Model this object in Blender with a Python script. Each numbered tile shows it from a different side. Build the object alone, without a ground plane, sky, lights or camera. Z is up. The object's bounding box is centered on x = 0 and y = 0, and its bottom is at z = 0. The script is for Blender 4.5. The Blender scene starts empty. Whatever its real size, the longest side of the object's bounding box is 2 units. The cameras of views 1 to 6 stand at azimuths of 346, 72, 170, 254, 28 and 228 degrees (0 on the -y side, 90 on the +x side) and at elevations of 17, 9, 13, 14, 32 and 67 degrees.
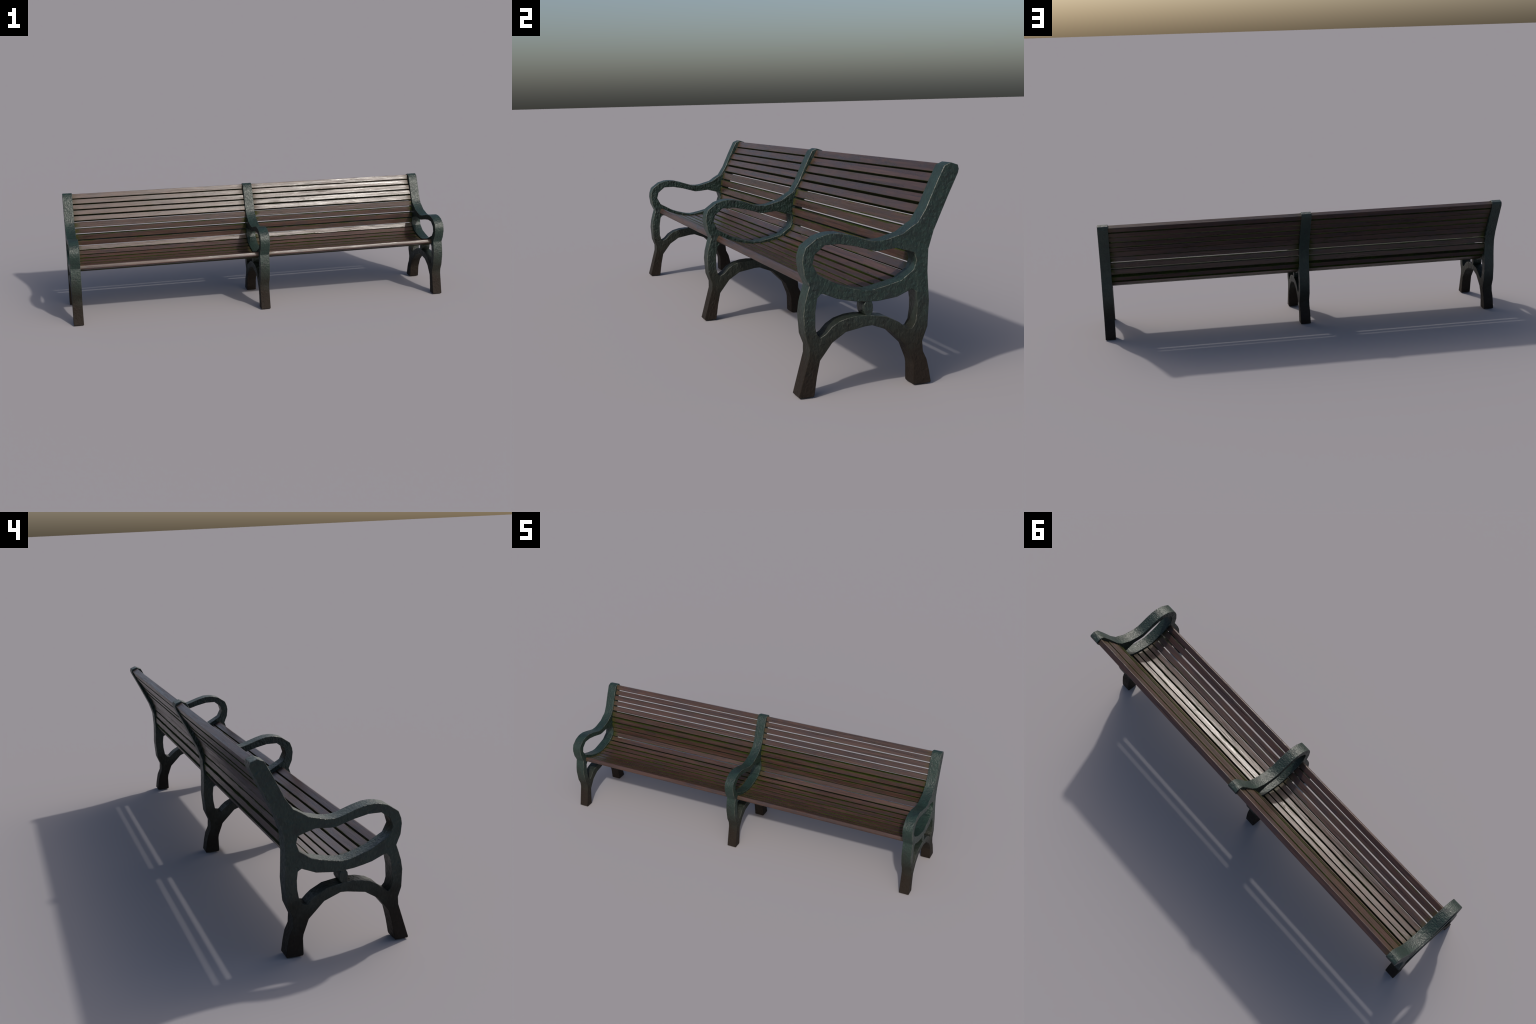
import bpy, bmesh, math, random
from mathutils import Vector, Matrix

random.seed(7)
SCENE = bpy.context.scene
COLL = SCENE.collection

# ------------------------------------------------------------------ sizes
HALF_LENGTH = 1.0          # bench is 2 m long, along x
FRAME_T = 0.050            # thickness of each cast frame
CHAMFER = 0.0013           # worn corner of the castings
SLAT_T = 0.0245            # slat thickness
SLAT_GROW = 0.0004         # back slats swollen a little by damp, closing the gaps
SLAT_EMBED = 0.003         # how far a slat end runs into a casting


# ------------------------------------------------------------------ node help
class Nodes:
    def __init__(self, name):
        self.mat = bpy.data.materials.new(name)
        self.mat.use_nodes = True
        self.t = self.mat.node_tree
        self.t.nodes.clear()
        self.out = self.new('ShaderNodeOutputMaterial')
        self.bsdf = self.new('ShaderNodeBsdfPrincipled')
        self.link(self.bsdf.outputs[0], self.out.inputs[0])

    def new(self, kind, **kw):
        n = self.t.nodes.new(kind)
        for k, v in kw.items():
            setattr(n, k, v)
        return n

    def link(self, a, b):
        self.t.links.new(a, b)

    def put(self, sock, v):
        if isinstance(v, (int, float)):
            sock.default_value = v
        elif isinstance(v, (tuple, list)):
            sock.default_value = (*v, 1.0) if len(v) == 3 and sock.type == 'RGBA' else v
        else:
            self.link(v, sock)

    def math(self, op, a, b=0.0, c=None, clamp=False):
        n = self.new('ShaderNodeMath', operation=op, use_clamp=clamp)
        self.put(n.inputs[0], a)
        self.put(n.inputs[1], b)
        if c is not None:
            self.put(n.inputs[2], c)
        return n.outputs[0]

    def mix(self, f, a, b, blend='MIX'):
        n = self.new('ShaderNodeMix', data_type='RGBA', blend_type=blend)
        self.put(n.inputs[0], f)
        self.put(n.inputs[6], a)
        self.put(n.inputs[7], b)
        return n.outputs[2]

    def span(self, v, lo, hi, a=0.0, b=1.0):
        n = self.new('ShaderNodeMapRange', interpolation_type='SMOOTHSTEP')
        self.put(n.inputs[0], v)
        for i, q in enumerate((lo, hi, a, b)):
            self.put(n.inputs[1 + i], q)
        return n.outputs[0]

    def mapped(self, vec, scale, loc=None):
        n = self.new('ShaderNodeMapping')
        self.link(vec, n.inputs[0])
        n.inputs['Scale'].default_value = scale
        if loc is not None:
            self.link(loc, n.inputs['Location'])
        return n.outputs[0]

    def noise(self, vec, scale, detail=3.0, rough=0.55, dist=0.0):
        n = self.new('ShaderNodeTexNoise')
        self.link(vec, n.inputs['Vector'])
        n.inputs['Scale'].default_value = scale
        n.inputs['Detail'].default_value = detail
        n.inputs['Roughness'].default_value = rough
        n.inputs['Distortion'].default_value = dist
        return n.outputs[0]

    def ramp(self, f, stops):
        n = self.new('ShaderNodeValToRGB')
        cr = n.color_ramp
        while len(cr.elements) < len(stops):
            cr.elements.new(0.5)
        for e, (p, c) in zip(cr.elements, stops):
            e.position = p
            e.color = (*c, 1.0)
        self.link(f, n.inputs[0])
        return n.outputs[0]

    def bump(self, h, strength, dist, prev=None):
        n = self.new('ShaderNodeBump')
        self.put(n.inputs['Strength'], strength)
        n.inputs['Distance'].default_value = dist
        self.link(h, n.inputs['Height'])
        if prev is not None:
            self.link(prev, n.inputs['Normal'])
        return n.outputs[0]


# ------------------------------------------------------------------ paint
GREEN = (0.0105, 0.0265, 0.0200)
GREEN_DARK = (0.0085, 0.0165, 0.0140)
GREEN_GREY = (0.0175, 0.0300, 0.0245)
OLIVE_DIRT = (0.0145, 0.0155, 0.0110)
BROWN_DIRT = (0.0160, 0.0105, 0.0072)
BARE_METAL = (0.1700, 0.1650, 0.1300)


def painted_iron(name, worn):
    """Hammered dark green paint, dirty brown towards the feet."""
    g = Nodes(name)
    co = g.new('ShaderNodeTexCoord').outputs['Object']
    sep = g.new('ShaderNodeSeparateXYZ')
    g.link(co, sep.inputs[0])
    z = sep.outputs[2]
    blot = g.noise(co, 26.0, 4.0, 0.6)
    fine = g.noise(co, 95.0, 3.0, 0.6)
    paint = g.ramp(blot, [(0.30, GREEN_DARK), (0.52, GREEN), (0.75, GREEN_GREY)])
    paint = g.mix(g.span(fine, 0.45, 0.72, 0.0, 0.45), paint, GREEN_DARK)
    # splashed soil: climbs irregularly from the ground
    wob = g.noise(co, 14.0, 3.0, 0.6)
    zz = g.math('ADD', z, g.math('MULTIPLY', g.math('SUBTRACT', wob, 0.5), 0.16))
    paint = g.mix(g.span(zz, 0.30, 0.13, 0.0, 0.85), paint, OLIVE_DIRT)
    paint = g.mix(g.span(zz, 0.18, 0.06, 0.0, 0.92), paint, BROWN_DIRT)
    if worn:
        chip = g.noise(co, 40.0, 4.0, 0.65)
        keep = g.math('MULTIPLY', g.span(chip, 0.40, 0.62), g.span(zz, 0.10, 0.24))
        paint = g.mix(g.math('MULTIPLY', keep, 0.36), paint, BARE_METAL)
    g.put(g.bsdf.inputs['Base Color'], paint)
    g.put(g.bsdf.inputs['Roughness'], g.math('ADD', g.span(fine, 0.3, 0.7, 0.40, 0.54), g.span(zz, 0.24, 0.08, 0.0, 0.22)))
    g.put(g.bsdf.inputs['Specular IOR Level'], g.span(zz, 0.24, 0.08, 0.50, 0.20))
    lumps = g.noise(g.mapped(co, (1.0, 1.2, 0.85)), 110.0, 2.0, 0.55, 0.3)
    grit = g.noise(co, 260.0, 2.0, 0.5)
    big = g.noise(co, 62.0, 1.0, 0.5)
    # the flat cast sides are rougher than the rims that hands and rain polish
    nx = g.new('ShaderNodeSeparateXYZ')
    g.link(g.new('ShaderNodeTexCoord').outputs['Normal'], nx.inputs[0])
    flat = g.math('MULTIPLY', g.math('ABSOLUTE', nx.outputs[0]), g.span(zz, 0.06, 0.22, 0.15, 1.0))
    n = g.bump(big, g.math('MULTIPLY_ADD', flat, 0.38, 0.12), 0.008)
    n = g.bump(lumps, g.math('MULTIPLY_ADD', flat, 0.30, 0.42), 0.0055, n)
    n = g.bump(grit, 0.25, 0.0012, n)
    g.put(g.bsdf.inputs['Normal'], n)
    return g.mat


# ------------------------------------------------------------------ wood
def weathered_wood(name, moss_face, moss_end, half_len, bare_edge=0):
    """Dark reddish hardwood; grain along local x, moss where the gaps hold damp.
    bare_edge: +1 / -1 when that long edge of the slat is an open outer edge."""
    g = Nodes(name)
    tc = g.new('ShaderNodeTexCoord').outputs['Object']
    info = g.new('ShaderNodeObjectInfo')
    off = g.new('ShaderNodeCombineXYZ')
    g.link(g.math('MULTIPLY', info.outputs['Random'], 37.0), off.inputs[0])
    g.link(g.math('MULTIPLY', info.outputs['Random'], 11.0), off.inputs[1])
    shift = g.new('ShaderNodeVectorMath', operation='ADD')
    g.link(tc, shift.inputs[0])
    g.link(off.outputs[0], shift.inputs[1])
    co = shift.outputs[0]
    sep = g.new('ShaderNodeSeparateXYZ')
    g.link(tc, sep.inputs[0])
    ax = g.math('ABSOLUTE', sep.outputs[0])
    gen = g.new('ShaderNodeSeparateXYZ')
    g.link(g.new('ShaderNodeTexCoord').outputs['Generated'], gen.inputs[0])
    gy = g.math('MULTIPLY', g.math('SUBTRACT', gen.outputs[1], 0.5), 2.0)
    if bare_edge:
        gy = g.math('MAXIMUM', g.math('MULTIPLY', gy, -bare_edge), 0.0)
    ay = g.math('ABSOLUTE', gy)

    streak = g.noise(g.mapped(co, (3.5, 120.0, 120.0)), 1.0, 5.0, 0.60, 0.5)
    figure = g.noise(g.mapped(co, (6.0, 62.0, 62.0)), 1.0, 3.0, 0.55, 1.2)
    cloud = g.noise(g.mapped(co, (8.0, 34.0, 34.0)), 1.0, 4.0, 0.6, 0.8)
    col = g.ramp(streak, [(0.28, (0.024, 0.0128, 0.0095)), (0.48, (0.049, 0.0245, 0.0180)),
                          (0.72, (0.074, 0.0385, 0.0280))])
    col = g.mix(g.span(figure, 0.50, 0.68, 0.0, 0.45), col, (0.036, 0.0205, 0.0180))
    col = g.mix(g.span(cloud, 0.47, 0.64, 0.0, 0.70), col, (0.033, 0.0225, 0.0230))
    tone = g.math('MULTIPLY_ADD', info.outputs['Random'], 0.22, 0.90)
    tint = g.new('ShaderNodeCombineColor')
    for i in range(3):
        g.link(tone, tint.inputs[i])
    col = g.mix(1.0, col, tint.outputs[0], 'MULTIPLY')
    # warm brown occlusion shade tinted into the slat ends beside the castings
    near = g.span(g.math('ADD', ax, g.math('MULTIPLY', figure, 0.02)), half_len - 0.022, half_len + 0.006)
    col = g.mix(g.math('MULTIPLY', near, 0.40), col, (0.070, 0.030, 0.018))

    # moss
    patch = g.noise(g.mapped(co, (10.0, 30.0, 30.0)), 1.0, 4.0, 0.65)
    speck = g.noise(co, 190.0, 2.0, 0.6)
    rag = g.math('SUBTRACT', speck, 0.5)
    edge = g.span(g.math('MULTIPLY_ADD', rag, 0.5, ay), 0.62, 0.98)
    wet = g.span(patch, 0.47, 0.61)
    m_edge = g.math('MULTIPLY', edge, wet)
    m_edge = g.math('MULTIPLY', m_edge, moss_face)
    side = g.math('MULTIPLY', g.span(ay, 0.95, 0.99),
                  g.span(patch, 0.34, 0.56, 0.15, 0.95))
    end = g.math('MULTIPLY', g.span(g.math('ADD', ax, g.math('MULTIPLY', rag, 0.036)), half_len - 0.045, half_len),
                 g.span(patch, 0.30, 0.52))
    end = g.math('MULTIPLY', end, moss_end)
    spots = g.math('MULTIPLY', g.span(patch, 0.62, 0.72), 0.40 * moss_face)
    moss = g.math('MAXIMUM', g.math('MAXIMUM', m_edge, side), g.math('MAXIMUM', end, spots), clamp=True)
    green = g.ramp(speck, [(0.3, (0.012, 0.019, 0.0015)), (0.7, (0.030, 0.047, 0.002))])
    dark_edge = g.span(ay, 0.90, 0.985)
    col = g.mix(g.math('MULTIPLY', dark_edge, 0.85), col, (0.0110, 0.0085, 0.0055))
    col = g.mix(moss, col, green)
    g.put(g.bsdf.inputs['Base Color'], col)
    g.put(g.bsdf.inputs['Specular IOR Level'], g.math('MULTIPLY_ADD', g.math('MAXIMUM', moss, dark_edge), -0.35, 0.5))
    rough = g.math('ADD', g.math('ADD', g.span(streak, 0.3, 0.7, 0.25, 0.37), g.span(figure, 0.4, 0.65, 0.0, 0.07)), g.math('MULTIPLY', g.math('MAXIMUM', moss, dark_edge), 0.45))
    g.put(g.bsdf.inputs['Roughness'], rough)
    n = g.bump(figure, 0.30, 0.0030)
    n = g.bump(streak, 0.45, 0.0012, n)
    g.put(g.bsdf.inputs['Normal'], n)
    return g.mat


# ------------------------------------------------------------------ casting profile (y, z)
OUTLINE = [
    # front foot and front leg, upwards
    (-0.2248, 0.0), (-0.2272, 0.0030), (-0.1970, 0.1095), (-0.1964, 0.1325), (-0.2070, 0.1615),
    (-0.2107, 0.2150), (-0.2068, 0.2430), (-0.1998, 0.2690), (-0.1930, 0.2905),
    # arm scroll
    (-0.2064, 0.3205), (-0.2107, 0.3515), (-0.2088, 0.3680), (-0.2012, 0.3890), (-0.1700, 0.4118),
    (-0.1445, 0.4193), (-0.1280, 0.4208), (-0.1050, 0.4196), (-0.0772, 0.4126), (-0.0390, 0.4000),
    (-0.0194, 0.3942), (0.0040, 0.3932), (0.0212, 0.3952), (0.0370, 0.3997), (0.0676, 0.4076),
    (0.0900, 0.4228), (0.1108, 0.4348),
    # front of the back post
    (0.1341, 0.4705), (0.1466, 0.4976), (0.1678, 0.5417), (0.1870, 0.5782), (0.2030, 0.5848),
    (0.2062, 0.5858), (0.2262, 0.5788), (0.2292, 0.5680), (0.2268, 0.5575),
    # rear edge, downwards
    (0.1972, 0.4976), (0.1562, 0.4100), (0.1410, 0.3620), (0.1385, 0.3050), (0.1410, 0.2560),
    (0.1430, 0.2260), (0.1385, 0.1560), (0.1230, 0.1170), (0.1252, 0.0885), (0.1362, 0.0655),
    (0.1428, 0.0360), (0.1482, 0.0035), (0.1462, 0.0),
    # rear foot, arch between the legs
    (0.0985, 0.0), (0.0960, 0.0040), (0.0960, 0.0520), (0.0940, 0.0640), (0.0768, 0.1078),
    (0.0292, 0.1542), (-0.0208, 0.1732), (-0.0395, 0.1722), (-0.0950, 0.1622), (-0.1328, 0.1380),
    (-0.1676, 0.0935), (-0.1768, 0.0520), (-0.1838, 0.0060), (-0.1862, 0.0),
]
ARM_HOLE = [
    (-0.1834, 0.3460), (-0.1768, 0.3700), (-0.1495, 0.3920), (-0.1095, 0.3925), (-0.0650, 0.3833),
    (-0.0100, 0.3672), (0.0070, 0.3674), (0.0482, 0.3714), (0.0810, 0.3623), (0.1002, 0.3557),
    (0.1064, 0.3352), (0.0980, 0.3108), (0.0625, 0.2855), (0.0205, 0.2750), (-0.0150, 0.2680),
    (-0.0280, 0.2665), (-0.0470, 0.2680), (-0.0850, 0.2778), (-0.1150, 0.2885), (-0.1695, 0.3190),
]
UNDER_HOLE = [
    (-0.1620, 0.2682), (-0.1722, 0.2580), (-0.1782, 0.2210), (-0.1788, 0.1800), (-0.1738, 0.1630),
    (-0.1652, 0.1538), (-0.1500, 0.1625), (-0.1335, 0.1795), (-0.1115, 0.1924), (-0.0825, 0.2000),
    (-0.0550, 0.2022), (-0.0300, 0.2005), (0.0200, 0.1927), (0.0548, 0.1750), (0.0678, 0.1645),
    (0.0800, 0.1525), (0.0935, 0.1550), (0.1032, 0.1700), (0.1078, 0.2000), (0.1080, 0.2275),
    (0.1043, 0.2530), (0.0930, 0.2598), (0.0505, 0.2422), (-0.0050, 0.2358), (-0.0350, 0.2372),
    (-0.0620, 0.2396), (-0.0875, 0.2443), (-0.1175, 0.2515), (-0.1535, 0.2667),
]
ORNAMENT = [
    (-0.0375, 0.1985), (-0.0420, 0.2062), (-0.0446, 0.2180), (-0.0434, 0.2295), (-0.0375, 0.2390),
    (-0.0225, 0.2390), (-0.0178, 0.2270), (-0.0175, 0.2120), (-0.0215, 0.2035), (-0.0255, 0.1975),
]


def signed_area(loop):
    return 0.5 * sum(a[0] * b[1] - b[0] * a[1] for a, b in zip(loop, loop[1:] + loop[:1]))


def inset(loop, d):
    """Offset a closed loop to the left of its direction of travel by d (mitred)."""
    res = []
    n = len(loop)
    for i in range(n):
        p0, p1, p2 = (Vector(loop[(i + k) % n]) for k in (-1, 0, 1))
        e0, e1 = (p1 - p0).normalized(), (p2 - p1).normalized()
        n0, n1 = Vector((-e0.y, e0.x)), Vector((-e1.y, e1.x))
        m = n0 + n1
        m = m / max(m.dot(m), 0.5) * 2.0
        q = p1 + m * d
        res.append((q.x, q.y))
    return res


def cast_mesh(loops, thick, chamfer, smooth_angle):
    """Extrude a plate with holes along x, chamfered on both rims. Returns a bmesh;
    material 0 = plate and rim strips, 1 = chamfer."""
    oriented = []
    for i, lp in enumerate(loops):
        ccw = signed_area(lp) > 0
        oriented.append(list(lp) if ccw == (i == 0) else list(reversed(lp)))
    bm = bmesh.new()
    h = thick / 2
    caps = {1: [], -1: []}
    for lp in oriented:
        inner = inset(lp, chamfer)
        n = len(lp)
        rows = [[bm.verts.new((h, y, z)) for y, z in inner],
                [bm.verts.new((h - chamfer, y, z)) for y, z in lp],
                [bm.verts.new((-h + chamfer, y, z)) for y, z in lp],
                [bm.verts.new((-h, y, z)) for y, z in inner]]
        for r in range(3):
            for i in range(n):
                j = (i + 1) % n
                f = bm.faces.new((rows[r][i], rows[r + 1][i], rows[r + 1][j], rows[r][j]))
                f.material_index = 0 if r == 1 else 1
                f.smooth = True
        caps[1].append(rows[0])
        caps[-1].append(rows[3])
    for s in (1, -1):
        edges = []
        for row in caps[s]:
            for i in range(len(row)):
                edges.append(bm.edges.get((row[i], row[(i + 1) % len(row)])))
        r = bmesh.ops.triangle_fill(bm, edges=edges, use_beauty=True, normal=(s, 0, 0))
        for f in r['geom']:
            if isinstance(f, bmesh.types.BMFace):
                f.material_index = 0
                f.smooth = True
    bmesh.ops.recalc_face_normals(bm, faces=bm.faces[:])
    for e in bm.edges:
        if len(e.link_faces) == 2:
            f0, f1 = e.link_faces
            a = f0.normal.angle(f1.normal, 0.0)
            if f0.material_index != f1.material_index:
                e.smooth = a < math.radians(20)
            else:
                e.smooth = a < smooth_angle
    return bm


def cut(bm, co, no, test):
    faces = [f for f in bm.faces if test(f.calc_center_median())]
    geom = set(faces)
    for f in faces:
        geom.update(f.edges)
        geom.update(f.verts)
    bmesh.ops.bisect_plane(bm, geom=list(geom), plane_co=co, plane_no=no, dist=1e-6)


def frame_region(c):
    y, z = c.y, c.z
    if y < -0.150:
        return 'armrest' if z > 0.288 else 'front_leg'
    if y > 0.092:
        return 'frame' if z > 0.262 else 'rear_leg'
    if z > 0.335:
        return 'armrest'
    if z > 0.222:
        return 'frame'
    if z < 0.135 and y > 0.0:
        return 'rear_leg'
    if z < 0.135:
        return 'front_leg'
    return 'brace'


def build_frame_parts(mats):
    bm = cast_mesh([OUTLINE, ARM_HOLE, UNDER_HOLE], FRAME_T, CHAMFER, math.radians(48))
    cut(bm, (0, -0.150, 0), (0, 1, 0), lambda c: True)
    cut(bm, (0, 0.092, 0), (0, 1, 0), lambda c: True)
    cut(bm, (0, 0, 0.288), (0, 0, 1), lambda c: c.y < -0.150)
    cut(bm, (0, 0, 0.262), (0, 0, 1), lambda c: c.y > 0.092)
    cut(bm, (0, 0, 0.135), (0, 0, 1), lambda c: -0.150 < c.y < 0.092 and c.z < 0.2)
    whole = bpy.data.meshes.new('casting')
    bm.to_mesh(whole)
    bm.free()
    normals = [Vector(n.vector) for n in whole.corner_normals]
    parts = {}
    for p in whole.polygons:
        parts.setdefault(frame_region(Vector(p.center)), []).append(p)
    res = {}
    for key, polys in parts.items():
        remap, verts, faces, nrm, mi = {}, [], [], [], []
        for p in polys:
            f = []
            for li in p.loop_indices:
                vi = whole.loops[li].vertex_index
                if vi not in remap:
                    remap[vi] = len(verts)
                    verts.append(whole.vertices[vi].co.copy())
                f.append(remap[vi])
                nrm.append(normals[li])
            faces.append(f)
            mi.append(p.material_index)
        me = bpy.data.meshes.new(key)
        me.from_pydata(verts, [], faces)
        for p, m in zip(me.polygons, mi):
            p.material_index = m
            p.use_smooth = True
        me.normals_split_custom_set([tuple(n) for n in nrm])
        for m in mats:
            me.materials.append(m)
        res[key] = me
    bpy.data.meshes.remove(whole)
    return res


def add(name, mesh, parent, loc=(0, 0, 0)):
    ob = bpy.data.objects.new(name, mesh)
    COLL.objects.link(ob)
    ob.location = loc
    ob.parent = parent
    return ob


# ------------------------------------------------------------------ slats
# Sitting face of every slat, from the top of the back round to the front of the seat:
# upper (rear) corner and lower (front) corner, each (y, z).
SLATS = [
    ((0.2032, 0.5799), (0.1931, 0.5598)), ((0.1906, 0.5530), (0.1787, 0.5338)),
    ((0.1719, 0.5270), (0.1615, 0.5080)), ((0.1581, 0.5000), (0.1465, 0.4816)),
    ((0.1434, 0.4727), (0.1322, 0.4530)), ((0.1257, 0.4449), (0.1186, 0.4202)),
    ((0.1138, 0.4121), (0.1109, 0.3898)), ((0.1080, 0.3786), (0.1078, 0.3554)),
    ((0.1105, 0.3478), (0.1100, 0.3242)), ((0.1097, 0.3203), (0.0992, 0.3002)),
    ((0.0964, 0.2978), (0.0780, 0.2830)), ((0.0705, 0.2813), (0.0494, 0.2739)),
    ((0.0435, 0.2708), (0.0200, 0.2661)), ((0.0132, 0.2645), (-0.0114, 0.2614)),
    ((-0.0174, 0.2611), (-0.0405, 0.2607)), ((-0.0464, 0.2614), (-0.0723, 0.2650)),
    ((-0.0788, 0.2663), (-0.1048, 0.2728)), ((-0.1110, 0.2750), (-0.1362, 0.2846)),
    ((-0.1420, 0.2870), (-0.1662, 0.2993)),
]


def slat_mesh(name, length, width, thick, round_front, mat):
    bm = bmesh.new()
    bmesh.ops.create_cube(bm, size=1.0)
    bmesh.ops.scale(bm, vec=(length, width, thick), verts=bm.verts)
    long_edges = [e for e in bm.edges
                  if abs(e.verts[0].co.x - e.verts[1].co.x) > 0.5 * length]
    if round_front:
        front = [e for e in long_edges if e.verts[0].co.y < 0]
        bmesh.ops.bevel(bm, geom=front, offset=0.0055, segments=5, profile=0.5, affect='EDGES')
        long_edges = [e for e in bm.edges if abs(e.verts[0].co.x - e.verts[1].co.x) > 0.5 * length
                      and min(v.co.y for v in e.verts) > 0.4 * width]
    bmesh.ops.bevel(bm, geom=long_edges, offset=0.0012, segments=2, profile=0.5, affect='EDGES')
    # broad faces stay flat, only the narrow rounding strips are shaded smooth
    for f in bm.faces:
        f.smooth = True
    for e in bm.edges:
        if len(e.link_faces) == 2:
            big = [f.calc_area() > 0.004 * length for f in e.link_faces]
            if any(big) and not (round_front and min(v.co.y for v in e.verts) < 0):
                e.smooth = False
            elif e.calc_face_angle(0.0) > math.radians(50):
                e.smooth = False
    me = bpy.data.meshes.new(name)
    bm.to_mesh(me)
    bm.free()
    me.materials.append(mat)
    return me


def build_slats(bench):
    bays = [(-HALF_LENGTH + FRAME_T, -FRAME_T / 2), (FRAME_T / 2, HALF_LENGTH - FRAME_T)]
    length = bays[0][1] - bays[0][0] + 2 * SLAT_EMBED
    half_len = length / 2
    kinds = {}
    n = len(SLATS)
    for i in range(n):
        p, q = Vector(SLATS[i][0]), Vector(SLATS[i][1])
        d = (q - p).normalized()
        grow = SLAT_GROW * (3.4 if i < 4 else 2.2 if i < 9 else 1.0)
        p, q = p - d * grow, q + d * grow
        width = (q - p).length
        nrm = Vector((-d.y, d.x))            # into the wood, away from the sitter
        if i == 0:
            key, mf, mend, bare = 'crest', 0.30, 0.30, 1
        elif i < 5:
            key, mf, mend, bare = 'upper', 0.35, 0.35, 0
        elif i < 10:
            key, mf, mend, bare = 'lumbar', 1.0, 0.9, 0
        elif i < n - 1:
            key, mf, mend, bare = 'seat', 0.75, 0.55, 0
        else:
            key, mf, mend, bare = 'front', 0.15, 0.25, -1
        if key not in kinds:
            kinds[key] = weathered_wood('weathered_wood_' + key, mf, mend, half_len, bare)
        thick = SLAT_T if i < n - 1 else 0.0225
        me = slat_mesh('slat', length, width, thick, i == n - 1, kinds[key])
        mid = (p + q) / 2
        # local axes: x along the bench, -y towards the front edge, z out of the wood
        yv = Vector((0, -d.x, -d.y))
        zv = Vector((0, -nrm.x, -nrm.y))
        if zv.z < 0 and abs(zv.z) > 0.5:
            zv = -zv
        xv = yv.cross(zv)
        rot = Matrix((xv, yv, zv)).transposed().to_4x4()
        for x0, x1 in bays:
            j = Vector((random.uniform(-1, 1), random.uniform(-1, 1))) * 0.0004
            c = Vector(((x0 + x1) / 2, mid.x + nrm.x * thick / 2 + j.x, mid.y + nrm.y * thick / 2 + j.y))
            ob = bpy.data.objects.new('slat', me)
            COLL.objects.link(ob)
            ob.matrix_world = Matrix.Translation(c) @ rot
            ob.parent = bench


# ------------------------------------------------------------------ bench
bench = bpy.data.objects.new('park_bench', None)
COLL.objects.link(bench)
bench['label'] = 'long wooden slat park bench with green cast iron frames'
bench['category'] = 'park bench'

IRON = painted_iron('green_painted_iron', False)
WORN = painted_iron('worn_painted_edge', True)
PARTS = build_frame_parts([IRON, WORN])
bm = cast_mesh([ORNAMENT], FRAME_T - 0.0022, 0.0018, math.radians(60))
ORN = bpy.data.meshes.new('ornament')
bm.to_mesh(ORN)
bm.free()
ORN.materials.append(IRON)
ORN.materials.append(IRON)

for x in (-HALF_LENGTH + FRAME_T / 2, 0.0, HALF_LENGTH - FRAME_T / 2):
    fr = add('frame', PARTS['frame'], bench, (x, 0, 0))
    add('armrest', PARTS['armrest'], fr)
    add('leg', PARTS['front_leg'], fr)
    add('leg', PARTS['rear_leg'], fr)
    add('brace', PARTS['brace'], fr)
    add('ornament', ORN, fr)

build_slats(bench)
